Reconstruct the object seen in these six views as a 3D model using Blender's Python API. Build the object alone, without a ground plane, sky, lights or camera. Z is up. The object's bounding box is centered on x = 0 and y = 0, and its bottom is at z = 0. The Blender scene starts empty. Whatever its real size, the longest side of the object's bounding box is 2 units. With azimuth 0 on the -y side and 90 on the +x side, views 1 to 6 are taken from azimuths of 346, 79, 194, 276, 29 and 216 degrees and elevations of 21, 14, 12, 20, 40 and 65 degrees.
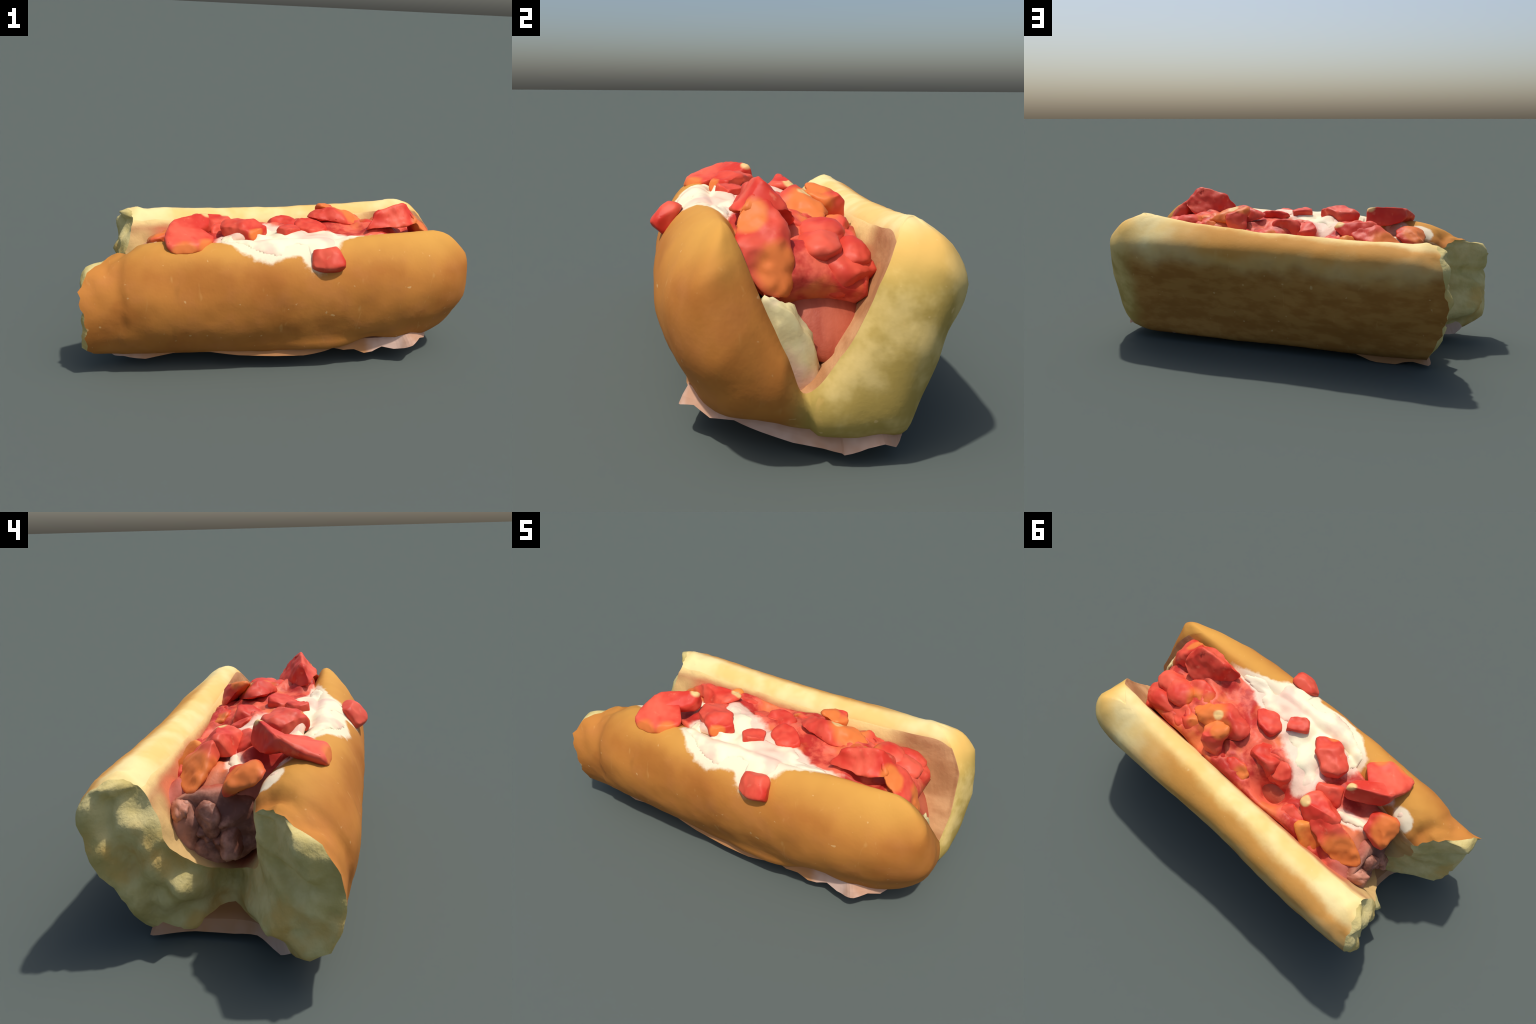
"""Half-eaten hot dog: split bun with a bite out of its left end, sausage,
tomato dice and mayonnaise, on a torn scrap of paper."""
import bpy, bmesh, math, random
import numpy as np
from mathutils import Vector, noise
from mathutils.bvhtree import BVHTree

rng = random.Random(11)
N3 = lambda x, y, z, s=0: noise.noise(Vector((x + 17.3 * s, y - 9.1 * s, z + 4.7 * s)))


# ------------------------------------------------------------------ materials
def ramp(nt, fac, stops, interp='EASE'):
    n = nt.nodes.new('ShaderNodeValToRGB')
    n.color_ramp.interpolation = interp
    e = n.color_ramp.elements
    while len(e) < len(stops):
        e.new(0.5)
    for el, (p, c) in zip(e, stops):
        el.position = p
        el.color = (c, c, c, 1) if isinstance(c, (int, float)) else (*c, 1)
    nt.links.new(fac, n.inputs[0])
    return n.outputs[0]


def tex(nt, scale, detail=3, rough=.55, stretch=(1, 1, 1), kind='NOISE', dist=0.0, offset=(0, 0, 0)):
    tc = nt.nodes.new('ShaderNodeTexCoord')
    mp = nt.nodes.new('ShaderNodeMapping')
    mp.inputs['Scale'].default_value = stretch
    mp.inputs['Location'].default_value = offset
    nt.links.new(tc.outputs['Object'], mp.inputs[0])
    if kind == 'NOISE':
        t = nt.nodes.new('ShaderNodeTexNoise')
        t.inputs['Detail'].default_value = detail
        t.inputs['Roughness'].default_value = rough
        t.inputs['Distortion'].default_value = dist
        out = t.outputs['Fac']
    else:
        t = nt.nodes.new('ShaderNodeTexVoronoi')
        out = t.outputs['Distance']
    t.inputs['Scale'].default_value = scale
    nt.links.new(mp.outputs[0], t.inputs['Vector'])
    return out


def mix(nt, fac, a, b, mode='MIX'):
    n = nt.nodes.new('ShaderNodeMix')
    n.data_type = 'RGBA'
    n.blend_type = mode
    for sock, v in ((n.inputs[0], fac), (n.inputs[6], a), (n.inputs[7], b)):
        if isinstance(v, (int, float)):
            sock.default_value = v
        elif isinstance(v, tuple):
            sock.default_value = (*v, 1)
        else:
            nt.links.new(v, sock)
    return n.outputs[2]


def math_(nt, op, a, b=0.0, c=None):
    n = nt.nodes.new('ShaderNodeMath')
    n.operation = op
    for i, v in enumerate((a, b, c)):
        if v is None:
            continue
        if isinstance(v, (int, float)):
            n.inputs[i].default_value = v
        else:
            nt.links.new(v, n.inputs[i])
    return n.outputs[0]


def xyz(nt):
    tc = nt.nodes.new('ShaderNodeTexCoord')
    s = nt.nodes.new('ShaderNodeSeparateXYZ')
    nt.links.new(tc.outputs['Object'], s.inputs[0])
    return s.outputs


def smooth(nt, v, lo, hi):
    n = nt.nodes.new('ShaderNodeMapRange')
    n.interpolation_type = 'SMOOTHSTEP'
    n.inputs['From Min'].default_value = lo
    n.inputs['From Max'].default_value = hi
    nt.links.new(v, n.inputs[0])
    return n.outputs[0]


def material(name, rough=.6, spec=.25, sss=0.0):
    m = bpy.data.materials.new(name)
    m.use_nodes = True
    nt = m.node_tree
    b = nt.nodes['Principled BSDF']
    b.inputs['Roughness'].default_value = rough
    b.inputs['Specular IOR Level'].default_value = spec
    if sss:
        b.inputs['Subsurface Weight'].default_value = sss
        b.inputs['Subsurface Radius'].default_value = (.05, .02, .012)
        b.inputs['Subsurface Scale'].default_value = .5
    return m, nt, b


def finish(nt, b, col, bump=None, strength=.2, distance=.01):
    nt.links.new(col, b.inputs['Base Color'])
    if bump is not None:
        n = nt.nodes.new('ShaderNodeBump')
        n.inputs['Strength'].default_value = strength
        n.inputs['Distance'].default_value = distance
        nt.links.new(bump, n.inputs['Height'])
        nt.links.new(n.outputs[0], b.inputs['Normal'])


def add(nt, v, n, amp):
    return math_(nt, 'MULTIPLY_ADD', math_(nt, 'SUBTRACT', n, .5), amp, v)


# dollops of mayonnaise: x, y, radius x, radius y
DOLLOPS = [(.02, -.31, .19, .085), (-.14, -.33, .09, .075), (.14, -.34, .085, .09), (.30, -.275, .12, .04), (.40, -.265, .10, .024),
           (.12, -.40, .045, .05), (-.05, -.16, .15, .12), (-.14, -.06, .10, .08), (-.17, .03, .06, .06), (.05, -.24, .18, .09),
           (-.23, -.27, .07, .06), (-.30, -.20, .05, .07), (.22, -.22, .10, .05), (-.62, -.14, .04, .035), (-.665, -.12, .035, .035),
           (-.50, .0, .10, .035), (-.40, .03, .08, .03), (-.50, -.17, .06, .04)]


def smear(nt, lo=.30, hi=.62):
    """Soft thin film of mayonnaise round the dollops (seen from above)."""
    o = xyz(nt)
    total = 0.0
    for cx, cy, rx, ry in DOLLOPS:
        a = math_(nt, 'POWER', math_(nt, 'DIVIDE', math_(nt, 'SUBTRACT', o[0], cx), rx * 1.12), 2.0)
        c = math_(nt, 'POWER', math_(nt, 'ABSOLUTE', math_(nt, 'DIVIDE', math_(nt, 'SUBTRACT', o[1], cy), ry * 1.12)), 2.0)
        total = math_(nt, 'ADD', total, math_(nt, 'EXPONENT', math_(nt, 'MULTIPLY', math_(nt, 'ADD', a, c), -1.3)))
    total = add(nt, add(nt, total, tex(nt, 11, 4), .9), tex(nt, 40, 2), .3)
    return math_(nt, 'MULTIPLY', smooth(nt, total, lo, hi), smooth(nt, o[2], .50, .56))


CREAM = (.85, .74, .53)


def mat_crust():
    m, nt, b = material('golden_crust', .72, .12)
    o = xyz(nt)
    big, mid, fine = tex(nt, 2.6, 3), tex(nt, 9, 4), tex(nt, 60, 3)
    tan = mix(nt, ramp(nt, big, [(.3, 0), (.7, 1)]), (.41, .148, .028), (.51, .200, .040))
    tan = mix(nt, ramp(nt, mid, [(.42, 0), (.75, .4)]), tan, (.50, .185, .055))
    tan = mix(nt, ramp(nt, tex(nt, 4.2, 4, offset=(9, 4, 2)), [(.50, 0), (.68, .55)]), tan, (.40, .135, .026))
    # paler, honey coloured toward the top of the loaf
    zt = add(nt, o[2], big, .14)
    honey = mix(nt, smooth(nt, zt, .50, .70), tan, (.61, .305, .060))
    # far half: butter yellow lip, brown flank
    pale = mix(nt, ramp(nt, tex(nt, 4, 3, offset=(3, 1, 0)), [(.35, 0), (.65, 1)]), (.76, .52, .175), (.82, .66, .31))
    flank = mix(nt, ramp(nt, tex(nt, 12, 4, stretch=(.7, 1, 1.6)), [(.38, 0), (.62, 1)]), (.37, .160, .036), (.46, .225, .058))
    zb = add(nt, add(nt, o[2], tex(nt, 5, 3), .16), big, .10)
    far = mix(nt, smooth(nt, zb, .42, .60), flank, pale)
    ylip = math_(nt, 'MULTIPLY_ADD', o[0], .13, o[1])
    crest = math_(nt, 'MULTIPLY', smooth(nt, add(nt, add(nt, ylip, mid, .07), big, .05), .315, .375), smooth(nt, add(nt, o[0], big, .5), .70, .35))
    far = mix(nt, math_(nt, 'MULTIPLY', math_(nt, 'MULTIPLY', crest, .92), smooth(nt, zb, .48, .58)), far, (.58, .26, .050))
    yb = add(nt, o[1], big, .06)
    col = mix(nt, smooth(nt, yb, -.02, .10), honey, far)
    # right end of the far half and the foot of the cut: soft unbrowned crumb
    xe = add(nt, add(nt, o[0], big, .16), mid, .06)
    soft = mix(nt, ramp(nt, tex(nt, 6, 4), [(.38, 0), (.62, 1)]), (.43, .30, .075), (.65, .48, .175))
    soft = mix(nt, smooth(nt, zt, .50, .66), soft, (.75, .45, .120))
    ends = math_(nt, 'MULTIPLY', smooth(nt, xe, .76, .90), smooth(nt, add(nt, o[1], mid, .08), -.20, -.08))
    col = mix(nt, ends, col, soft)
    # scuffs and pale specks
    scuff = ramp(nt, tex(nt, 26, 2, stretch=(1, .7, .25), dist=.6), [(.66, 0), (.80, .25)])
    col = mix(nt, scuff, col, (.70, .42, .14))
    col = mix(nt, ramp(nt, tex(nt, 34, 1, offset=(5, 2, 1)), [(.74, 0), (.80, .4)]), col, (.78, .55, .25))
    # hairline cracks round the near flank
    cr = nt.nodes.new('ShaderNodeTexWave')
    cr.inputs['Scale'].default_value = .55
    cr.inputs['Distortion'].default_value = 3.2
    cr.inputs['Detail'].default_value = 3
    cr.inputs['Detail Scale'].default_value = 1.4
    tc = nt.nodes.new('ShaderNodeTexCoord')
    nt.links.new(tc.outputs['Object'], cr.inputs['Vector'])
    line = ramp(nt, cr.outputs['Fac'], [(.0, 1), (.012, 0)], 'LINEAR')
    zone = math_(nt, 'MULTIPLY', smooth(nt, o[0], -.1, -.25), smooth(nt, o[1], -.30, -.40))
    crack = math_(nt, 'MULTIPLY', math_(nt, 'MULTIPLY', line, zone), ramp(nt, tex(nt, 7, 2), [(.45, 0), (.6, 1)]))
    col = mix(nt, math_(nt, 'MULTIPLY', crack, .5), col, (.36, .14, .03))
    col = mix(nt, math_(nt, 'MULTIPLY', smear(nt), .9), col, CREAM)
    h = math_(nt, 'ADD', math_(nt, 'MULTIPLY', mid, .8), math_(nt, 'MULTIPLY', fine, .2))
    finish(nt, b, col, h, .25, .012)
    return m


def mat_cut():
    m, nt, b = material('toasted_cut', .7, .15)
    o = xyz(nt)
    n = tex(nt, 9, 4, stretch=(.35, 1.2, 1))
    c = mix(nt, ramp(nt, n, [(.35, 0), (.65, 1)]), (.42, .20, .085), (.58, .32, .15))
    # the rim of the far lip is pale like the crust beside it, the pocket by the tomato is stained
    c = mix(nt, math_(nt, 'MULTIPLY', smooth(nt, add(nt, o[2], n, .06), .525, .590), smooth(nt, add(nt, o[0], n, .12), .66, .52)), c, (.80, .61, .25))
    c = mix(nt, math_(nt, 'MULTIPLY', smooth(nt, add(nt, o[2], n, .12), .57, .50), math_(nt, 'MULTIPLY', smooth(nt, o[0], .8, .6), smooth(nt, add(nt, o[0], n, .16), -.66, -.55))), c, (.60, .17, .08))
    c = mix(nt, math_(nt, 'MULTIPLY', smooth(nt, add(nt, o[0], n, .10), -.58, -.68), smooth(nt, add(nt, o[2], n, .12), .56, .46)), c, (.62, .40, .16))
    c = mix(nt, math_(nt, 'MULTIPLY', smear(nt), .9), c, CREAM)
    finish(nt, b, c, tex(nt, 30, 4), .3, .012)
    return m


def mat_crumb():
    m, nt, b = material('bread_crumb', .85, .1)
    n, v = tex(nt, 7, 5), tex(nt, 30, 3)
    c = mix(nt, ramp(nt, n, [(.36, 0), (.64, 1)]), (.54, .43, .155), (.70, .58, .26))
    c = mix(nt, ramp(nt, tex(nt, 4, 3, offset=(1, 7, 2)), [(.50, 0), (.66, .8)]), c, (.66, .40, .11))
    finish(nt, b, c, math_(nt, 'ADD', n, math_(nt, 'MULTIPLY', v, .5)), .5, .02)
    return m


def mat_sausage():
    m, nt, b = material('sausage_meat', .5, .25)
    o = xyz(nt)
    skin = mix(nt, ramp(nt, tex(nt, 8, 4, stretch=(1, 1.5, .4)), [(.35, 0), (.65, 1)]), (.36, .066, .034), (.48, .115, .062))
    meat = mix(nt, ramp(nt, tex(nt, 9, 4, .6), [(.40, 0), (.66, 1)]), (.19, .070, .046), (.55, .25, .17))
    c = mix(nt, smooth(nt, add(nt, o[0], tex(nt, 5, 3), .10), -.54, -.61), skin, meat)
    c = mix(nt, math_(nt, 'MULTIPLY', smooth(nt, add(nt, o[1], tex(nt, 7, 3), .12), .12, .20), smooth(nt, o[0], -.55, -.62)), c, (.58, .25, .16))
    finish(nt, b, c, tex(nt, 24, 4), .3, .012)
    return m


# where skin side (orange) and pith (yellow) show on the pieces: centre, radius
ORANGE = [((-.50, -.335, .605), .075), ((-.40, -.30, .615), .06), ((.82, -.17, .56), .085), ((.42, .03, .67), .11), ((.30, .07, .71), .055), ((.72, -.24, .70), .06),
          ((-.14, -.26, .675), .045), ((-.50, .16, .545), .12), ((-.62, -.03, .59), .085), ((.10, .14, .57), .06), ((.54, -.02, .60), .07)]
PITHY = [((-.362, -.058, .735), .036), ((-.225, .098, .662), .032), ((.36, .02, .71), .03)]


def near_mask(nt, spots, wobble, soft=.45):
    tc = nt.nodes.new('ShaderNodeTexCoord')
    total = 0.0
    for c, r in spots:
        d = nt.nodes.new('ShaderNodeVectorMath')
        d.operation = 'DISTANCE'
        nt.links.new(tc.outputs['Object'], d.inputs[0])
        d.inputs[1].default_value = c
        m = smooth(nt, add(nt, math_(nt, 'DIVIDE', d.outputs['Value'], r), wobble, .9), 1.15, 1.15 - soft)
        total = math_(nt, 'MAXIMUM', total, m)
    return total


def mat_tomato():
    m, nt, b = material('tomato_flesh', .5, .22)
    info = nt.nodes.new('ShaderNodeObjectInfo')
    r = info.outputs['Random']
    n, f = tex(nt, 6, 3), tex(nt, 22, 3)
    c = mix(nt, ramp(nt, n, [(.34, 0), (.66, 1)]), (.60, .036, .020), (.78, .120, .066))
    c = mix(nt, ramp(nt, f, [(.62, 0), (.75, .35)]), c, (.78, .26, .14))
    c = mix(nt, math_(nt, 'MULTIPLY', r, .42), c, (.46, .024, .016))
    c = mix(nt, math_(nt, 'MULTIPLY', near_mask(nt, ORANGE, n), .85), c, (.72, .20, .04))
    c = mix(nt, near_mask(nt, PITHY, n), c, (.74, .48, .19))
    finish(nt, b, c, math_(nt, 'ADD', n, math_(nt, 'MULTIPLY', f, .3)), .22, .012)
    return m


def mat_rim():
    m, nt, b = material('tomato_skin_orange', .5, .22)
    n = tex(nt, 8, 3)
    c = mix(nt, ramp(nt, n, [(.38, 0), (.62, 1)]), (.56, .11, .022), (.72, .23, .045))
    finish(nt, b, c, tex(nt, 25, 3), .2, .01)
    return m


def mat_pulp():
    m, nt, b = material('tomato_pulp', .5, .22)
    o = xyz(nt)
    n = tex(nt, 9, 4)
    c = mix(nt, ramp(nt, n, [(.40, 0), (.60, 1)]), (.46, .032, .022), (.76, .135, .075))
    c = mix(nt, ramp(nt, tex(nt, 5, 3, offset=(4, 0, 9)), [(.52, 0), (.66, .8)]), c, (.68, .18, .05))
    # whitish film where mayonnaise has run in at the bitten end
    film = math_(nt, 'MULTIPLY', smooth(nt, add(nt, o[0], n, .25), -.42, -.58), .55)
    c = mix(nt, film, c, (.60, .26, .18))
    c = mix(nt, math_(nt, 'MULTIPLY', smear(nt, .32, .8), .9), c, (.84, .62, .47))
    finish(nt, b, c, math_(nt, 'ADD', n, math_(nt, 'MULTIPLY', tex(nt, 26, 3), .4)), .35, .015)
    return m


def mat_mayo(name='mayonnaise', dull=(.83, .72, .52), bright=(.86, .79, .52)):
    m, nt, b = material(name, .55, .2)
    n = tex(nt, 6, 3)
    c = mix(nt, ramp(nt, n, [(.36, 0), (.60, 1)]), dull, bright)
    pinkish = ramp(nt, tex(nt, 5, 3, offset=(7, 3, 1)), [(.44, 0), (.64, .7)])
    c = mix(nt, pinkish, c, (.76, .46, .36))
    finish(nt, b, c, tex(nt, 14, 4), .25, .015)
    return m


def mat_paper():
    m, nt, b = material('hem_paper', .8, .1)
    n = tex(nt, 5, 3)
    c = mix(nt, ramp(nt, n, [(.38, 0), (.60, 1)]), (.50, .28, .18), (.64, .44, .35))
    o = xyz(nt)
    brown = math_(nt, 'MULTIPLY', smooth(nt, add(nt, o[0], n, .3), .56, .38), smooth(nt, add(nt, o[0], n, .3), -.80, -.64))
    c = mix(nt, math_(nt, 'MULTIPLY', brown, .95), c, (.44, .20, .075))  # crust brown along the middle, where the bread runs down to the hem
    finish(nt, b, c, tex(nt, 30, 3), .2, .005)
    return m


CRUST, CUT, CRUMB, MEAT, TOM, RIM, PULP, MAYO, PAPER = (f() for f in (
    mat_crust, mat_cut, mat_crumb, mat_sausage, mat_tomato, mat_rim, mat_pulp, mat_mayo, mat_paper))


# ------------------------------------------------------------------ helpers
root = bpy.data.objects.new('hot_dog', None)
root['label'] = 'half-eaten hot dog with tomato dice and mayonnaise in a bun'
root['category'] = 'hot dog'
bpy.context.collection.objects.link(root)


def make(name, verts, faces, mats, parent=root, face_mat=None):
    me = bpy.data.meshes.new(name)
    me.from_pydata([tuple(v) for v in verts], [], faces)
    for m in mats:
        me.materials.append(m)
    if face_mat is not None:
        me.polygons.foreach_set('material_index', face_mat)
    me.polygons.foreach_set('use_smooth', [True] * len(me.polygons))
    me.update()
    ob = bpy.data.objects.new(name, me)
    bpy.context.collection.objects.link(ob)
    ob.parent = parent
    return ob


def catmull(P, t, closed=False):
    """Catmull-Rom through the rows of P (index space), sampled at t."""
    P = np.asarray(P, float)
    n = len(P)
    t = np.atleast_1d(t)
    i = np.floor(t).astype(int)
    if not closed:
        i = np.clip(i, 0, n - 2)
    f = (t - i)[(...,) + (None,) * (P.ndim - 1)]
    idx = lambda k: P[(i + k) % n] if closed else P[np.clip(i + k, 0, n - 1)]
    a, b, c, d = idx(-1), idx(0), idx(1), idx(2)
    return .5 * (2 * b + (c - a) * f + (2 * a - 5 * b + 4 * c - d) * f * f + (3 * b - a - 3 * c + d) * f ** 3)


# ------------------------------------------------------------------ the bun
# cross-sections (y, z): from the foot of the cut up the near inner wall, over the near
# lip, down the near flank, along the bottom, up the far flank, over the far lip and down
SEC_X = [-.90, -.65, -.30, .10, .50, .80, .95]
SECTIONS = [
    [(.03, .25), (-.085, .28), (-.075, .38), (-.06, .475), (-.14, .54), (-.25, .538), (-.322, .492), (-.373, .385),
     (-.384, .27), (-.352, .16), (-.270, .08), (-.15, .05), (.03, .11), (.15, .04), (.32, .05), (.385, .20),
     (.455, .32), (.49, .46), (.483, .55), (.41, .622), (.315, .60), (.25, .50), (.195, .36)],
    [(.0, .25), (-.08, .32), (-.09, .45), (-.09, .56), (-.20, .627), (-.305, .600), (-.38, .515), (-.423, .40),
     (-.417, .28), (-.373, .17), (-.298, .09), (-.18, .05), (.02, .07), (.16, .04), (.315, .045), (.392, .19),
     (.460, .32), (.503, .46), (.485, .565), (.39, .618), (.31, .595), (.25, .50), (.17, .35)],
    [(-.01, .26), (-.09, .35), (-.16, .50), (-.20, .595), (-.285, .643), (-.37, .602), (-.430, .52), (-.457, .41),
     (-.448, .29), (-.402, .18), (-.335, .09), (-.20, .05), (.0, .05), (.17, .04), (.298, .045), (.372, .18),
     (.436, .32), (.475, .46), (.452, .565), (.355, .618), (.28, .592), (.22, .51), (.13, .37)],
    [(-.03, .26), (-.10, .36), (-.19, .53), (-.24, .60), (-.315, .648), (-.397, .612), (-.458, .53), (-.485, .42),
     (-.473, .29), (-.438, .18), (-.410, .105), (-.22, .06), (.0, .05), (.18, .05), (.275, .05), (.325, .17),
     (.375, .31), (.430, .47), (.415, .57), (.32, .630), (.24, .60), (.185, .52), (.09, .38)],
    [(-.05, .26), (-.13, .36), (-.20, .53), (-.25, .62), (-.312, .670), (-.40, .632), (-.470, .54), (-.498, .43),
     (-.485, .30), (-.445, .19), (-.412, .115), (-.22, .07), (.0, .06), (.18, .05), (.25, .05), (.275, .17),
     (.325, .31), (.400, .47), (.398, .57), (.29, .650), (.205, .622), (.165, .54), (.07, .38)],
    [(-.12, .22), (-.17, .34), (-.24, .53), (-.28, .63), (-.32, .682), (-.385, .635), (-.447, .54), (-.476, .43),
     (-.452, .30), (-.400, .19), (-.345, .115), (-.20, .08), (-.05, .05), (.13, .045), (.22, .05), (.26, .17),
     (.315, .31), (.382, .46), (.368, .58), (.240, .678), (.170, .657), (.140, .57), (.050, .393)],
    [(-.11, .24), (-.175, .36), (-.245, .53), (-.28, .61), (-.32, .66), (-.385, .62), (-.447, .54), (-.476, .43),
     (-.452, .30), (-.400, .19), (-.345, .115), (-.20, .08), (-.05, .05), (.13, .045), (.22, .05), (.26, .17),
     (.315, .31), (.382, .46), (.368, .58), (.240, .660), (.140, .640), (.078, .555), (-.005, .38)],
]
BITE_X = [-.625, -.72, -.77, -.745, -.83, -.925, -.970, -.985, -.968, -.965, -.925, -.80, -.625, -.70, -.700, -.762,
          -.785, -.768, -.746, -.722, -.703, -.715, -.745]
INNER_END = {0: .92, 1: .945, 2: .885, 3: .82, 4: .74, 19: .76, 20: .855, 21: .935, 22: .945, 23: .92}
K = 40                       # samples on each of the four quarters of the profile
NS = 84                      # stations along the loaf
NC = 16                      # stations round the closed end

sec_pts = np.array(SECTIONS)


def section_index(x):
    return np.interp(x, SEC_X, range(len(SEC_X)))


# parameter along the profile: four quarters with K equal-arc samples each
mid_closed = catmull(sec_pts[3], np.linspace(0, 23, 2301), closed=True)
seg = np.concatenate([[0], np.cumsum(np.linalg.norm(np.diff(mid_closed, axis=0), axis=1))])


def quarter(a, b):
    s = np.linspace(np.interp(a, np.linspace(0, 23, 2301), seg), np.interp(b, np.linspace(0, 23, 2301), seg), K + 1)
    return np.interp(s, seg, np.linspace(0, 23, 2301))[:-1]


PAR = np.concatenate([quarter(0, 4), quarter(4, 12), quarter(12, 19), quarter(19, 23)])
M = len(PAR)
bite = catmull(np.array(BITE_X)[:, None], PAR, closed=True)[:, 0]
bite = bite + np.array([.022 * N3(p * 1.7, 3.1, 0) + .012 * N3(p * 4.3, 1.1, 5) for p in PAR])
partner = np.array([(2 * K - j) % M if j <= 2 * K else (2 * K + (4 * K - j)) % M for j in range(M)])
# near: quarter 1 (0..K) <-> quarter 2 (K..2K); far: quarter 3 (2K..3K) <-> quarter 4 (3K..4K)
partner = np.array([2 * K - j if j <= 2 * K else 6 * K - j for j in range(M)]) % M
inner_x = np.interp(PAR, sorted(INNER_END), [INNER_END[k] for k in sorted(INNER_END)])
grid_sections = [catmull(sec_pts[i], PAR, closed=True) for i in range(len(SEC_X))]
grid_sections = np.array(grid_sections)           # station, j, (y, z)


def profile(j, x):
    return catmull(grid_sections[:, j], section_index(x))[0] if np.isscalar(x) else catmull(grid_sections[:, j], section_index(x))


XS = .66
bun = np.zeros((NS + NC, M, 3))
for j in range(M):
    inner = j < K or j >= 3 * K or j == K
    xe = XS if not inner else inner_x[j]
    tt = np.linspace(0, 1, NS)
    tt = np.where(tt < .2, tt * .8, .16 + (tt - .2) * 1.05)      # finer near the bite
    if inner:
        x = bite[j] + (XS - bite[j]) * tt
        bun[:NS, j, 0] = x
        bun[:NS, j, 1:] = profile(j, x)
        th = np.linspace(0, 1, NC + 1)[1:] * math.pi / 2
        x = XS + (xe - XS) * np.sin(th)
        bun[NS:, j, 0] = x
        bun[NS:, j, 1:] = profile(j, x)
for j in range(M):
    if j < K or j >= 3 * K or j == K:
        continue
    tt = np.linspace(0, 1, NS)
    tt = np.where(tt < .2, tt * .8, .16 + (tt - .2) * 1.05)
    x = bite[j] + (XS - bite[j]) * tt
    bun[:NS, j, 0] = x
    bun[:NS, j, 1:] = profile(j, x)
    th = np.linspace(0, 1, NC + 1)[1:] * math.pi / 2
    p = partner[j]
    end = bun[-1, p]
    near = j < 2 * K
    k = 1 - (j - K) / K if near else (j - 2 * K) / K          # 0 under the cut, 1 at a lip
        # near half: bluntly rounded nose; far half: squarer, blocky end
    pw = 2 / 2.2 if near else 2 / 2.9
    u, w = 1 - np.cos(th) ** pw, np.sin(th) ** pw
    far_out = np.interp(k, [0, .12, .3, .55, .8, .92, 1], [.94, .97, 1.0, 1.025, .985, .885, end[0]] if near else [.97, 1.01, 1.025, 1.04, 1.0, .90, end[0]])
    x = XS + (far_out - XS) * w - (far_out - end[0]) * u ** 2
    base = profile(j, np.minimum(x, .84))
    bun[NS:, j, 0] = x
    bun[NS:, j, 1:] = base + (end[1:] - base) * u[:, None]

# lumps, the sunken skin edge by the bite, softly dented flank
flat = bun.reshape(-1, 3).copy()
cen = np.stack([flat[:, 0] * .92, np.where(flat[:, 1] < -.02, -.27, .27), np.full(len(flat), .36)], 1)
outd = flat - cen
outd /= np.linalg.norm(outd, axis=1)[:, None] + 1e-9
for i, (pt, d) in enumerate(zip(flat, outd)):
    j = i % M
    row = i // M
    x, y, z = pt
    a = .009 * N3(x * 2.6, y * 3, z * 3) + .006 * N3(x * 8, y * 8, z * 8, 1) + .002 * N3(x * 22, y * 22, z * 22, 2)
    if K < j < 2 * K:
        edge = -.80 + .05 * N3(z * 5, 0, 0, 4) + .02 * N3(z * 16, 0, 0, 5)
        a -= .013 / (1 + math.exp((x - edge) / .006)) * (1 if z > .14 else .3)
        a *= min(1, (NS + NC - 1 - row) / 6 + .1)
    a -= .022 * math.exp(-((x + .765) / .035) ** 2 - ((y + .15) / .05) ** 2) * (z > .45)
    a -= .012 * math.exp(-((x + .87) / .025) ** 2 - ((y + .27) / .04) ** 2) * (z > .40)
    tear = min(1, max(0, (bite[j] + .17 - x) / .12)) * min(1, max(0, (z - .36) / .08))
    a += tear * (.016 * N3(x * 13, y * 13, z * 13, 11) + .008 * N3(x * 27, y * 27, z * 27, 12))
    if j < 2 * K:                                             # undercut above the paper near the closed end
        a -= .05 * math.exp(-((x - .44) / .13) ** 2 - ((z - .13) / .05) ** 2)
    if j >= 2 * K and x > .72:
        a += .020 * N3(x * 5, y * 5, z * 5, 7) + .006 * N3(x * 14, y * 14, z * 10, 8)
    if j >= 2 * K and z < .16:
        a *= .5
    flat[i] += d * a * (.5 if row >= NS + NC - 3 else 1)
# zip the closed end exactly
bunv = flat.reshape(NS + NC, M, 3)
for j in range(M):
    if not (j <= K or j >= 3 * K):
        bunv[-1, j] = bunv[-1, partner[j]]

verts = [Vector(v) for v in bunv.reshape(-1, 3)]
faces, fm = [], []
for r in range(NS + NC - 1):
    for j in range(M):
        a, b2 = r * M + j, r * M + (j + 1) % M
        faces.append((a, b2, b2 + M, a + M))
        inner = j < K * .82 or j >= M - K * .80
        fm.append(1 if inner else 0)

# bitten face: zip inner wall to outer wall with a dished, torn crumb surface
C = 18
crumb_v, crumb_f = [], []


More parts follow.
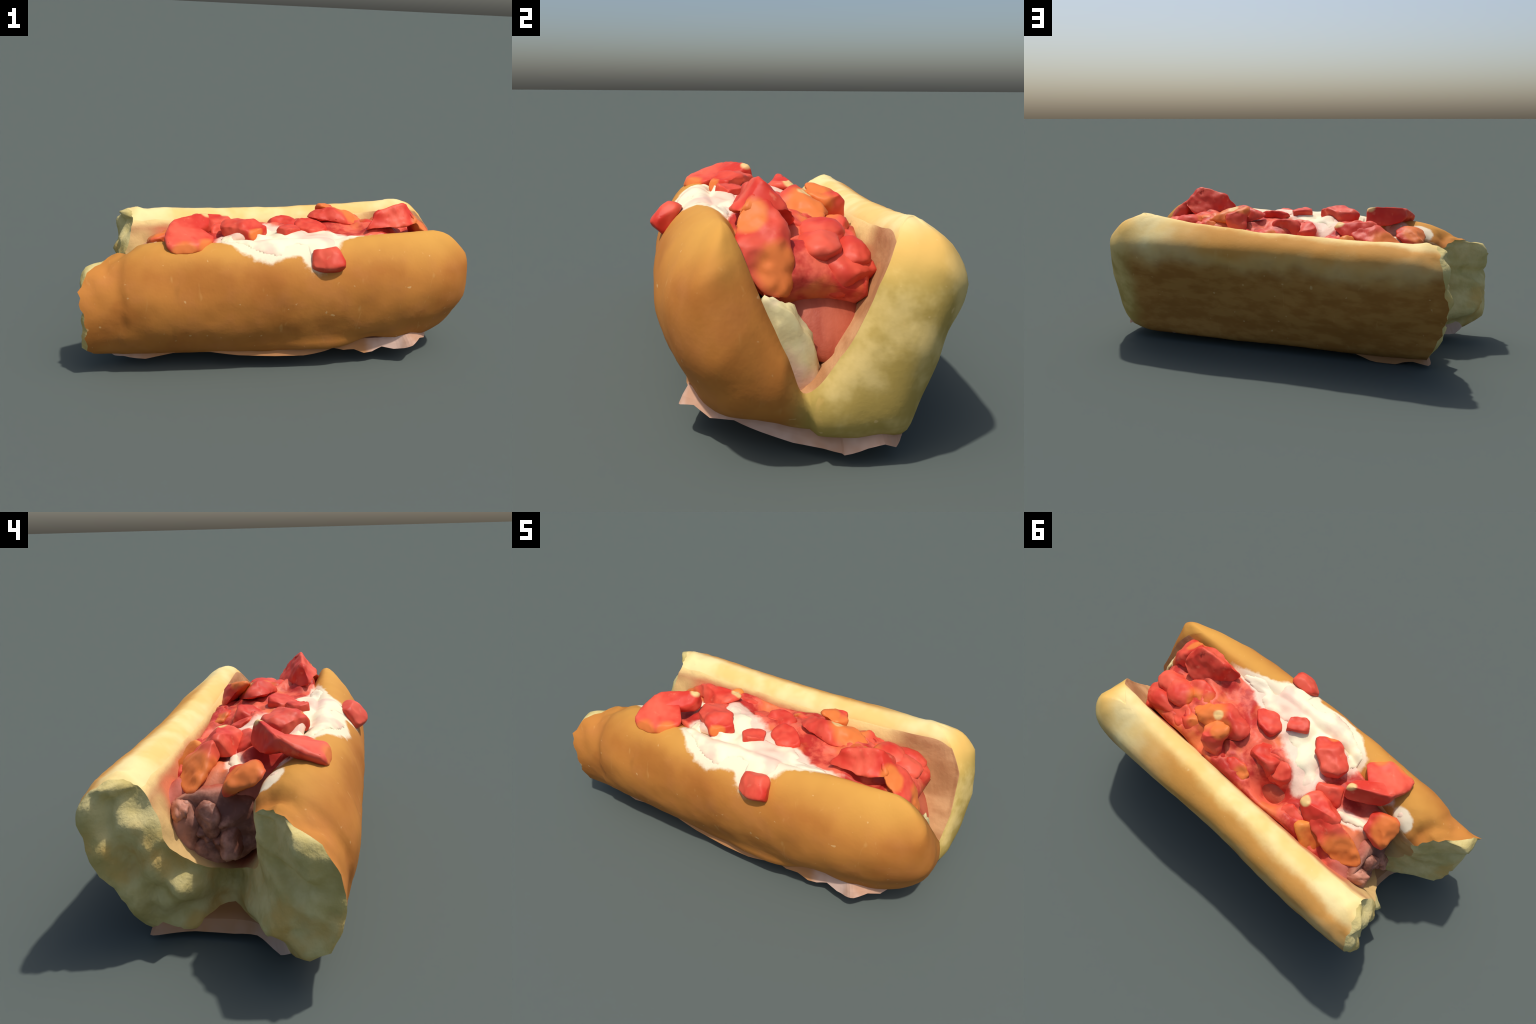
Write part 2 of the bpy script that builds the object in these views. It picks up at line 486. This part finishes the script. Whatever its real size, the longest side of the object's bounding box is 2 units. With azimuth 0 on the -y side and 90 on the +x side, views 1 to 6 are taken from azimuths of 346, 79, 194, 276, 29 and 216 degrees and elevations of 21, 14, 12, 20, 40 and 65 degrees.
def crumb_strip(pairs, lobe, first_is_cleft):
    base = len(crumb_v)
    for n, (ji, jo) in enumerate(pairs):
        m_ = n if first_is_cleft else len(pairs) - 1 - n      # steps away from the cleft
        blend = min(1, m_ / 9) ** .8
        A, B = Vector(bunv[0, ji]), Vector(bunv[0, jo])
        for c in range(C + 1):
            s = c / C
            q = A.lerp(B, s)
            w = math.sin(math.pi * s) ** .6 * min(1, (A - B).length / .15)
            lo = lobe * (.8 + .6 * s) * min(1, max(.10, (.565 - q.z) / .15)) * min(1, max(.25, (q.z - .06) / .12)) if lobe < -.05 else lobe
            lo = .07 + (lo - .07) * blend
            q.x += w * (lo + .105 * N3(q.y * 8, q.z * 8, 3.3) + .040 * N3(q.y * 15, q.z * 15, 7.7) + .012 * N3(q.y * 36, q.z * 36, 1.7))
            edge_x = -.972 + .03 * N3(q.y * 9, q.z * 9, 5.1)
            if lobe < -.05 and q.z > .38:                     # the crust overhangs the crumb at the top
                edge_x = max(edge_x, B.x - .002)
            if q.x < edge_x and c not in (0, C):
                q.x = edge_x + (q.x - edge_x) * .15
            crumb_v.append(q)
    for n in range(len(pairs) - 1):
        for c in range(C):
            a = base + n * (C + 1) + c
            crumb_f.append((a, a + 1, a + C + 2, a + C + 1))


crumb_strip([(j, partner[j]) for j in range(0, K + 1)], -.085, True)
crumb_strip([(j % M, partner[j % M]) for j in range(3 * K, 4 * K + 1)], -.012, False)

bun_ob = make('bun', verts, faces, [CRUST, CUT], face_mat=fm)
crumb = make('crumb', crumb_v, crumb_f, [CRUMB], parent=bun_ob)


def clean(ob, flip_check=True):
    bm = bmesh.new()
    bm.from_mesh(ob.data)
    bmesh.ops.remove_doubles(bm, verts=bm.verts, dist=1e-5)
    bmesh.ops.recalc_face_normals(bm, faces=bm.faces)
    bm.to_mesh(ob.data)
    bm.free()


clean(bun_ob)
# recalculated separately: the crumb must face the bitten side
bm = bmesh.new()
bm.from_mesh(crumb.data)
bmesh.ops.remove_doubles(bm, verts=bm.verts, dist=1e-5)
bmesh.ops.recalc_face_normals(bm, faces=bm.faces)
if sum(f.normal.x * f.calc_area() for f in bm.faces) > 0:
    bmesh.ops.reverse_faces(bm, faces=bm.faces)
bm.to_mesh(crumb.data)
bm.free()

# ------------------------------------------------------------------ sausage
SA, SR = 90, 40
sv, sf = [], []
for i in range(SA + 1):
    t = i / SA
    x = -.635 + t * 1.435
    cy = float(np.interp(x, [-.75, -.3, .3, .9], [.085, .05, .0, -.035]))
    cz = float(np.interp(x, [-.75, -.3, .3, .9], [.390, .395, .400, .430]))
    d1, d2 = (x + .635) / .05, (.80 - x) / .09
    k = math.sqrt(max(0, 1 - (1 - min(1, d2)) ** 2)) * (.35 + .65 * math.sqrt(max(0, 1 - (1 - min(1, d1)) ** 2)))
    for a in range(SR):
        th = 2 * math.pi * a / SR
        ry, rz = .140 + .040 * min(1, max(0, (-.35 - x) / .25)), .145
        lump = .012 * N3(x * 5, math.cos(th), math.sin(th), 3)
        if x < -.50:
            lump += .030 * N3(x * 9, 2.2 * math.cos(th), 2.2 * math.sin(th), 6) * min(1, (-.50 - x) / .1)
        xx = x - .045 * max(0, (-.45 - x) / .2) * (math.cos(th) * -.55 + math.sin(th) * -.35) + (.035 * N3(math.cos(th) * 2, math.sin(th) * 2, k * 3, 8) if x < -.58 else 0)
        xx -= .115 * k * math.sin(th) * min(1, max(0, (x - .55) / .2))
        sv.append((xx, cy + (ry + lump) * k * math.cos(th), cz + (rz + lump) * k * math.sin(th)))
for i in range(SA):
    for a in range(SR):
        b2 = (a + 1) % SR
        sf.append((i * SR + a, i * SR + b2, (i + 1) * SR + b2, (i + 1) * SR + a))
# torn end: concentric rings with ragged depth
prev = list(range(SR))
cx0 = sv[0]
for ring in range(1, 9):
    k = 1 - ring / 8.5
    cur = []
    for a in range(SR):
        y = .085 + (sv[a][1] - .085) * k
        z = .390 + (sv[a][2] - .390) * k
        x = sv[a][0] * k + (-.615) * (1 - k) + .085 * (N3(y * 8, z * 8, 2.2)) * min(1, ring / 2) + .05 * N3(y * 18, z * 18, 6.2) * min(1, ring / 2)
        cur.append(len(sv))
        sv.append((x, y, z))
    for a in range(SR):
        b2 = (a + 1) % SR
        sf.append((prev[a], cur[a], cur[b2], prev[b2]))
    prev = cur
sf.append(tuple(prev))
sausage = make('sausage', sv, sf, [MEAT])
clean(sausage)

# shreds of meat pulled out at the bite
SHREDS = [((-.612, .170, .395), (.055, .060, .100)), ((-.595, .200, .455), (.080, .030, .045)), ((-.600, .090, .305), (.055, .085, .060)),
          ((-.620, .010, .365), (.045, .055, .090)), ((-.598, .085, .430), (.050, .070, .070))]

# ------------------------------------------------------------------ tomato pulp bed
GX, GY = 130, 44
pv, pf = [], []
front_y = lambda x: float(np.interp(x, [-.70, -.6, -.3, .1, .5, .8, .9], [-.04, -.10, -.22, -.28, -.27, -.26, -.18]))
back_y = lambda x: float(np.interp(x, [-.72, -.5, -.2, .03, .35, .52, .73, .9], [.285, .265, .23, .215, .19, .155, .125, .05]))
front_z = lambda x: float(np.interp(x, [-.70, -.6, -.3, .1, .5, .72, .85, .9], [.46, .55, .625, .64, .645, .61, .48, .42]))
back_z = lambda x: float(np.interp(x, [-.70, -.5, -.2, .1, .5, .72, .85, .9], [.42, .505, .555, .572, .578, .548, .465, .42]))
mid_h = lambda x: float(np.interp(x, [-.70, -.5, -.2, .1, .5, .75, .85, .9], [.01, .025, .025, .028, .028, .010, .015, .02]))


def bed(x, y):
    a, b = front_y(x), back_y(x)
    v = min(1, max(0, (y - a) / (b - a)))
    z = front_z(x) + (back_z(x) - front_z(x)) * v + mid_h(x) * 4 * v * (1 - v)
    z += .026 * N3(x * 7, y * 7, 0, 2) + .006 * N3(x * 19, y * 19, 0, 3)
    d, _ = noise.voronoi(Vector((x * 7.5, y * 7.5, 3.0)))
    z += .026 * (.5 - min(1, d[0] * 1.3))
    z -= .15 * math.exp(-((x + .05) / .085) ** 2 - ((y - .125) / .06) ** 2)
    z -= .05 * math.exp(-((x + .42) / .06) ** 2 - ((y + .09) / .06) ** 2)
    return z


for i in range(GX + 1):
    x0 = -.605 + 1.415 * i / GX
    for j in range(GY + 1):
        v = j / GY
        y = front_y(x0) + (back_y(x0) - front_y(x0)) * v
        x = x0 + (.05 * N3(y * 12, 4, 4) - .05 * v ** 3) * max(0, 1 - (x0 + .605) / .12)
        pv.append((x, y, bed(x0, y) - .10 * max(0, 1 - (x0 + .605) / .07) ** 2))
top_n = len(pv)
W = GY + 1
for i in range(GX):
    for j in range(GY):
        a = i * W + j
        pf.append((a, a + W, a + W + 1, a + 1))
rim = [j for j in range(W)] + [i * W + GY for i in range(1, GX + 1)] + [GX * W + j for j in range(GY - 1, -1, -1)] + [i * W for i in range(GX - 1, 0, -1)]
low = []
for k in rim:
    x, y, z = pv[k]
    low.append(len(pv))
    pv.append((x * .90, y * .55, min(z - .06, .40)))
for n in range(len(rim)):
    m2 = (n + 1) % len(rim)
    pf.append((rim[n], rim[m2], low[m2], low[n]))
pf.append(tuple(low))
pulp = make('tomato_pulp', pv, pf, [PULP])
clean(pulp)


# ------------------------------------------------------------------ shared shapes
def mayo_field(x, y):
    s = 0
    for cx, cy, rx, ry in DOLLOPS:
        q = ((x - cx) / rx) ** 2 + ((y - cy) / ry) ** 2
        s += math.exp(-1.3 * q)
    return s + .68 * N3(x * 10, y * 10, 5) + .20 * N3(x * 30, y * 30, 6) - .80


def tree(obs):
    vs, fs = [], []
    for o in obs:
        n = len(vs)
        vs += [v.co.copy() for v in o.data.vertices]
        fs += [tuple(n + i for i in p.vertices) for p in o.data.polygons]
    return BVHTree.FromPolygons(vs, fs)


def drape(t, x, y, z0=1.2):
    hit = t.ray_cast(Vector((x, y, z0)), Vector((0, 0, -1)))
    return hit[0].z if hit[0] else None


def blob(name, center, radii, mat, rot=(0, 0, 0), amp=.12, freq=2.2, seed=0, parent=root, levels=4):
    bm = bmesh.new()
    bmesh.ops.create_icosphere(bm, subdivisions=levels, radius=1)
    from mathutils import Euler
    R = Euler(rot).to_matrix()
    for v in bm.verts:
        d = v.co.normalized()
        k = 1 + amp * N3(d.x * freq, d.y * freq, d.z * freq, seed) + amp * .4 * N3(d.x * freq * 3, d.y * freq * 3, d.z * freq * 3, seed + 1)
        p = Vector((d.x * radii[0], d.y * radii[1], d.z * radii[2])) * k
        v.co = R @ p + Vector(center)
    for f in bm.faces:
        f.smooth = True
    me = bpy.data.meshes.new(name)
    bm.to_mesh(me)
    bm.free()
    me.materials.append(mat)
    ob = bpy.data.objects.new(name, me)
    bpy.context.collection.objects.link(ob)
    ob.parent = parent
    return ob


for n, (c_, r_) in enumerate(SHREDS):
    blob('meat_shred', c_, r_, MEAT, rot=(.3 * n, .2, .4 * n), amp=.24, freq=1.3, seed=80 + n, parent=sausage)

# ------------------------------------------------------------------ tomato pieces
def chunk(name, pts, mats=(TOM,), bevel=.012, amp=.008, seed=0, parent=root):
    """A cut piece: hull of its corners, softened edges, slight unevenness."""
    bm = bmesh.new()
    for p in pts:
        bm.verts.new(p)
    r = bmesh.ops.convex_hull(bm, input=bm.verts)
    bmesh.ops.delete(bm, geom=[v for v in bm.verts if not v.link_faces], context='VERTS')
    bmesh.ops.dissolve_limit(bm, angle_limit=math.radians(14), verts=bm.verts, edges=bm.edges)
    bmesh.ops.recalc_face_normals(bm, faces=bm.faces)
    bmesh.ops.bevel(bm, geom=bm.edges[:] + bm.verts[:], offset=bevel, segments=2, profile=.6, affect='EDGES', clamp_overlap=True)
    bmesh.ops.triangulate(bm, faces=bm.faces)
    for _ in range(5):
        long = [e for e in bm.edges if e.calc_length() > .016]
        if not long:
            break
        bmesh.ops.subdivide_edges(bm, edges=long, cuts=1)
        bmesh.ops.triangulate(bm, faces=bm.faces)
    for _ in range(5):
        bmesh.ops.smooth_vert(bm, verts=bm.verts, factor=.5, use_axis_x=True, use_axis_y=True, use_axis_z=True)
    bm.normal_update()
    for v in bm.verts:
        c = v.co
        k = amp * 1.6 * N3(c.x * 14, c.y * 14, c.z * 14, seed) + amp * .7 * N3(c.x * 34, c.y * 34, c.z * 34, seed + 3)
        v.co = c + v.normal * k
    bm.normal_update()
    bmesh.ops.recalc_face_normals(bm, faces=bm.faces)
    for f in bm.faces:
        f.smooth = True
    me = bpy.data.meshes.new(name)
    bm.to_mesh(me)
    bm.free()
    for m in mats:
        me.materials.append(m)
    ob = bpy.data.objects.new(name, me)
    bpy.context.collection.objects.link(ob)
    ob.parent = parent
    return ob


def slab(top, down, shrink=.92):
    c = sum((Vector(p) for p in top), Vector()) / len(top)
    return list(top) + [tuple(c + (Vector(p) - c) * shrink + Vector(down)) for p in top]


tri = (TOM,)
T = 'tomato_piece'
# folded wedge lying over the near lip: flap and raised ridge
chunk(T, [(-.585, -.305, .648), (-.335, -.245, .652), (-.45, -.322, .655), (-.55, -.145, .718), (-.594, -.23, .662), (-.47, -.165, .692),
          (-.575, -.325, .605), (-.44, -.340, .612), (-.36, -.27, .62), (-.42, -.18, .60), (-.54, -.14, .655), (-.45, -.10, .695), (-.40, -.16, .668)], tri, seed=1, bevel=.008, amp=.004)
chunk(T, [(-.552, -.14, .718), (-.350, -.050, .730), (-.40, -.068, .734), (-.47, -.17, .688), (-.385, -.145, .672), (-.345, -.10, .690),
          (-.54, -.105, .645), (-.45, -.06, .62), (-.36, -.03, .63), (-.34, -.10, .63), (-.46, -.15, .62), (-.57, -.21, .685), (-.50, -.22, .676)], tri, seed=2, bevel=.009, amp=.004)
# big peaked piece near the closed end, and the part of it hanging into the cut
chunk(T, [(.415, -.245, .672), (.484, -.203, .760), (.555, -.193, .766), (.640, -.197, .796), (.605, -.185, .790), (.665, -.165, .77), (.70, -.10, .70), (.50, -.14, .67),
          (.60, -.275, .69), (.45, -.18, .65), (.70, -.25, .70), (.6, -.08, .64)], tri, seed=3, bevel=.010)
chunk(T, [(.64, -.20, .765), (.735, -.135, .692), (.69, -.285, .69), (.79, -.16, .648), (.812, -.112, .52), (.845, -.15, .462), (.835, -.245, .50),
          (.81, -.285, .60), (.74, -.11, .50), (.70, -.12, .62)], tri, seed=4, bevel=.014)
# orange heap in the middle with an upright block behind it
chunk(T, [(.296, .0, .738), (.47, .07, .652), (.535, .035, .622), (.50, -.05, .61), (.36, -.10, .655), (.17, -.04, .675), (.18, .05, .655), (.25, -.05, .69), (.3, .1, .62),
          (.42, .0, .69)], tri, seed=5, bevel=.016, amp=.009)
chunk(T, [(.284, .12, .712), (.25, .05, .718), (.355, .155, .694), (.335, .172, .60), (.24, .165, .59), (.385, .08, .675), (.33, .02, .70), (.36, .09, .60)], tri, seed=6, bevel=.009)
# pieces set in the mayonnaise
chunk(T, slab([(.105, -.06, .686), (.19, -.075, .688), (.255, -.16, .662), (.155, -.205, .662), (.065, -.13, .666)], (0, 0, -.06)), tri, seed=7)
chunk(T, slab([(-.035, -.19, .682), (.066, -.13, .682), (.094, -.212, .682), (-.005, -.248, .690)], (0, 0, -.05)), tri, seed=8, bevel=.008)
chunk(T, slab([(-.287, -.085, .690), (-.315, -.150, .680), (-.25, -.205, .692), (-.206, -.165, .716), (-.214, -.055, .690), (-.113, -.132, .703), (-.072, -.190, .690), (-.174, -.258, .682)],
              (0, 0, -.06)), tri, seed=9, bevel=.014)
chunk(T, slab([(.085, -.005, .640), (-.06, -.015, .648), (-.115, .035, .628), (-.06, .085, .605), (.07, .075, .605)], (0, .01, -.07)), tri, seed=10, bevel=.008)
# flatter folds lying in the pulp
for n, top in enumerate([[(-.16, .12, .598), (-.30, .13, .598), (-.33, .20, .572), (-.22, .22, .568), (-.13, .19, .572)],
                         [(.58, .02, .628), (.48, .06, .634), (.45, .13, .602), (.55, .15, .588), (.63, .09, .592)],
                         [(.20, .10, .628), (.07, .12, .608), (.06, .18, .580), (.16, .19, .575), (.24, .15, .600)],
                         [(.58, -.12, .668), (.46, -.10, .668), (.44, -.02, .648), (.55, .0, .642), (.64, -.05, .648)]]):
    chunk(T, slab(top, (0, 0, -.06), .85), tri, seed=30 + n, bevel=.020, amp=.010)
# upright slice against the far lip
chunk(T, [(-.422, .096, .676), (-.241, .0, .640), (-.221, .104, .662), (-.195, .112, .635), (-.33, .11, .668), (-.33, .03, .635), (-.28, .17, .58), (-.42, .13, .60), (-.40, .02, .57)],
      tri, seed=11, bevel=.007)
chunk(T, [(-.425, .092, .672), (-.37, .09, .655), (-.57, .115, .545), (-.62, .155, .51), (-.50, .225, .525), (-.40, .205, .585), (-.30, .17, .60), (-.29, .10, .645), (-.5, .15, .48), (-.40, .07, .60)], tri, seed=12, bevel=.009)
# orange piece on the near half right by the bite
chunk(T, [(-.648, .044, .556), (-.605, -.02, .618), (-.565, -.05, .632), (-.63, -.126, .622), (-.50, -.07, .615), (-.5, .03, .59), (-.665, -.05, .56), (-.63, .04, .50), (-.52, -.1, .56)], tri, seed=13,
      bevel=.010)
# dice that has slid onto the near flank
chunk(T, [(.072, -.450, .568), (.098, -.380, .625), (.090, -.412, .640), (.182, -.442, .658), (.220, -.385, .645), (.238, -.498, .590), (.232, -.45, .53), (.15, -.508, .574), (.1, -.42, .52)],
      tri, seed=14, bevel=.008, amp=.003)
# lumps in the mouth of the cut
blob(T, (.700, -.025, .590), (.085, .070, .050), TOM, seed=21, amp=.16, freq=1.1)
blob(T, (.675, .070, .560), (.10, .055, .055), TOM, seed=22, amp=.18, freq=1.1)
blob(T, (.62, .0, .610), (.09, .07, .05), TOM, seed=23, amp=.18, freq=1.1)

# small dice bedded among the pulp
placed = 0
for _ in range(400):
    if placed >= 9:
        break
    x = rng.uniform(-.50, .74)
    v = rng.uniform(.15, .92)
    y = front_y(x) + (back_y(x) - front_y(x)) * v
    if mayo_field(x, y) > -.05 or abs(x + .05) < .13 and y > .05:
        continue
    s = rng.uniform(.048, .075)
    z = bed(x, y) - s * rng.uniform(.35, .75)
    R = Vector((rng.uniform(-1, 1), rng.uniform(-1, 1), rng.uniform(-1, 1))).to_track_quat('Z', 'Y').to_matrix()
    sx, sy, sz = s * rng.uniform(.8, 1.3), s * rng.uniform(.7, 1.1), s * rng.uniform(.6, 1)
    pts = [tuple(R @ Vector((a * sx * rng.uniform(.8, 1.1), b * sy * rng.uniform(.8, 1.1), c * sz * rng.uniform(.8, 1.1))) + Vector((x, y, z)))
           for a in (-1, 1) for b in (-1, 1) for c in (-1, 1)]
    orange = rng.random() < .3
    chunk(T, pts, (RIM,) if orange else (TOM,), seed=40 + placed, bevel=.022, amp=.008)
    placed += 1

# draw the pulp up against every piece, so that they sit bedded in it
pieces = [o for o in bpy.data.objects if o.name.startswith(T)]
pt = tree(pieces)
R_ = .045
for v in pulp.data.vertices:
    if v.co.z < .44:
        continue
    hit = pt.find_nearest(v.co + Vector((0, 0, .012)))
    if hit[0] is not None and hit[3] < R_:
        top = hit[0].z - v.co.z
        v.co.z += min(.016, .75 * (R_ - hit[3]) ** 2 / R_) if hit[1].z < .8 or hit[3] > .012 else 0
for _ in range(1):
    bm = bmesh.new()
    bm.from_mesh(pulp.data)
    bmesh.ops.smooth_vert(bm, verts=[v for v in bm.verts if v.co.z > .44], factor=.4, use_axis_x=False, use_axis_y=False, use_axis_z=True)
    bm.to_mesh(pulp.data)
    bm.free()

# ------------------------------------------------------------------ mayonnaise
under = tree([bun_ob, pulp])
step = .0075
nx, ny = int(1.3 / step), int(.62 / step)
ids, mv, mf = {}, [], []
field = {}
for i in range(nx):
    for j in range(ny):
        x, y = -.75 + i * step, -.47 + j * step
        f = mayo_field(x, y)
        if f > -.10:
            z = drape(under, x, y)
            if z is None or z < .45:
                continue
            h = .013 * math.sqrt(min(1, max(0, f / .75))) if f > 0 else 0
            if -.16 < f < .05:
                h -= .004
            h += .007 * N3(x * 16, y * 16, 8) * min(1, max(0, f * 3))
            if f < .02:
                e = .004
                gx, gy = (mayo_field(x + e, y) - f) / e, (mayo_field(x, y + e) - f) / e
                g2 = gx * gx + gy * gy + 1e-6
                k = (-.03 - f) / g2
                ln = abs(k) * math.sqrt(g2)
                k *= min(1, step * .9 / (ln + 1e-9))
                x, y = x + gx * k, y + gy * k
                z = drape(under, x, y) or z
            ids[i, j] = len(mv)
            mv.append([x, y, z + h - (.006 if f <= 0 else 0)])
for (i, j), a in ids.items():
    q = [(i, j), (i + 1, j), (i + 1, j + 1), (i, j + 1)]
    if all(k in ids for k in q):
        zs = [mv[ids[k]][2] for k in q]
        mf.append(tuple(ids[k] for k in q))
mayo = make('mayonnaise', mv, mf, [MAYO])
bm = bmesh.new()
bm.from_mesh(mayo.data)
bmesh.ops.delete(bm, geom=[v for v in bm.verts if not v.link_faces], context='VERTS')
for _ in range(3):
    bmesh.ops.smooth_vert(bm, verts=bm.verts, factor=.5, use_axis_x=False, use_axis_y=False, use_axis_z=True)
# close the body: skirt and underside
geo = bmesh.ops.extrude_face_region(bm, geom=bm.faces[:])
for v in [g for g in geo['geom'] if isinstance(g, bmesh.types.BMVert)]:
    v.co.z -= .035
bmesh.ops.recalc_face_normals(bm, faces=bm.faces)
bm.to_mesh(mayo.data)
bm.free()

# the smear that ran down inside the cut at the closed end
blob('mayonnaise_smear', (.858, -.145, .310), (.026, .078, .185), mat_mayo('yellowed_mayonnaise', (.66, .54, .26), (.74, .66, .36)), rot=(math.radians(18), 0, 0), amp=.22, seed=4, parent=mayo)


# ------------------------------------------------------------------ paper remnant underneath, its ragged rim shaped after the scan's cut edge
RIMPTS = [(.657, -.452, .108), (.58, -.430, .088), (.48, -.410, .076), (.40, -.408, .078), (.30, -.416, .090), (.20, -.412, .076), (.043, -.412, .088),
          (-.25, -.380, .088), (-.50, -.342, .088), (-.75, -.292, .064), (-.84, -.250, .062), (-.865, -.205, .070), (-.80, -.150, .040),
          (-.72, -.06, .030), (-.70, .17, .020), (-.715, .310, .024), (-.59, .290, .018), (-.49, .280, .0), (-.30, .278, .035), (.0, .262, .050),
          (.40, .250, .055), (.66, .235, .060), (.85, .205, .062), (.925, .165, .060), (.95, .10, .064), (.92, .0, .040), (.86, -.13, .052),
          (.81, -.28, .085), (.745, -.385, .110)]
n_r = 150
loop = catmull(np.array(RIMPTS), np.linspace(0, len(RIMPTS), n_r, endpoint=False), closed=True)
qv, qf = [], []
jr = random.Random(5)
teeth = [jr.uniform(-1, 1) * (1.4 if jr.random() < .3 else .8) for _ in range(n_r // 3)]
jag = [teeth[i // 3] + (teeth[(i // 3 + 1) % len(teeth)] - teeth[i // 3]) * (i % 3) / 3 for i in range(n_r)]
for lvl, (sh, up, j) in enumerate([(.93, .050, 0), (.975, .022, .3), (1.0, 0.0, 1), (.985, .002, 1), (.80, .03, 0), (.4, .04, 0)]):
    for i in range(n_r):
        x, y, z = loop[i]
        out = 1 + (.014 * jag[i] * j if sh > .97 else 0)
        qv.append((x * (1 - (1 - sh) * .45), y * sh * out - (.012 if y < 0 else -.006) * (sh > .9) * -1, max(.0, z + up - j * .014 * jag[i])))
for l in range(5):
    for i in range(n_r):
        b2 = (i + 1) % n_r
        qf.append((l * n_r + i, l * n_r + b2, (l + 1) * n_r + b2, (l + 1) * n_r + i))
qf.append(tuple(range(5 * n_r, 6 * n_r)))
qf.append(tuple(reversed(range(n_r))))
paper = make('paper_scan_hem', qv, qf, [PAPER])
clean(paper)
paper.data.polygons.foreach_set('use_smooth', [False] * len(paper.data.polygons))
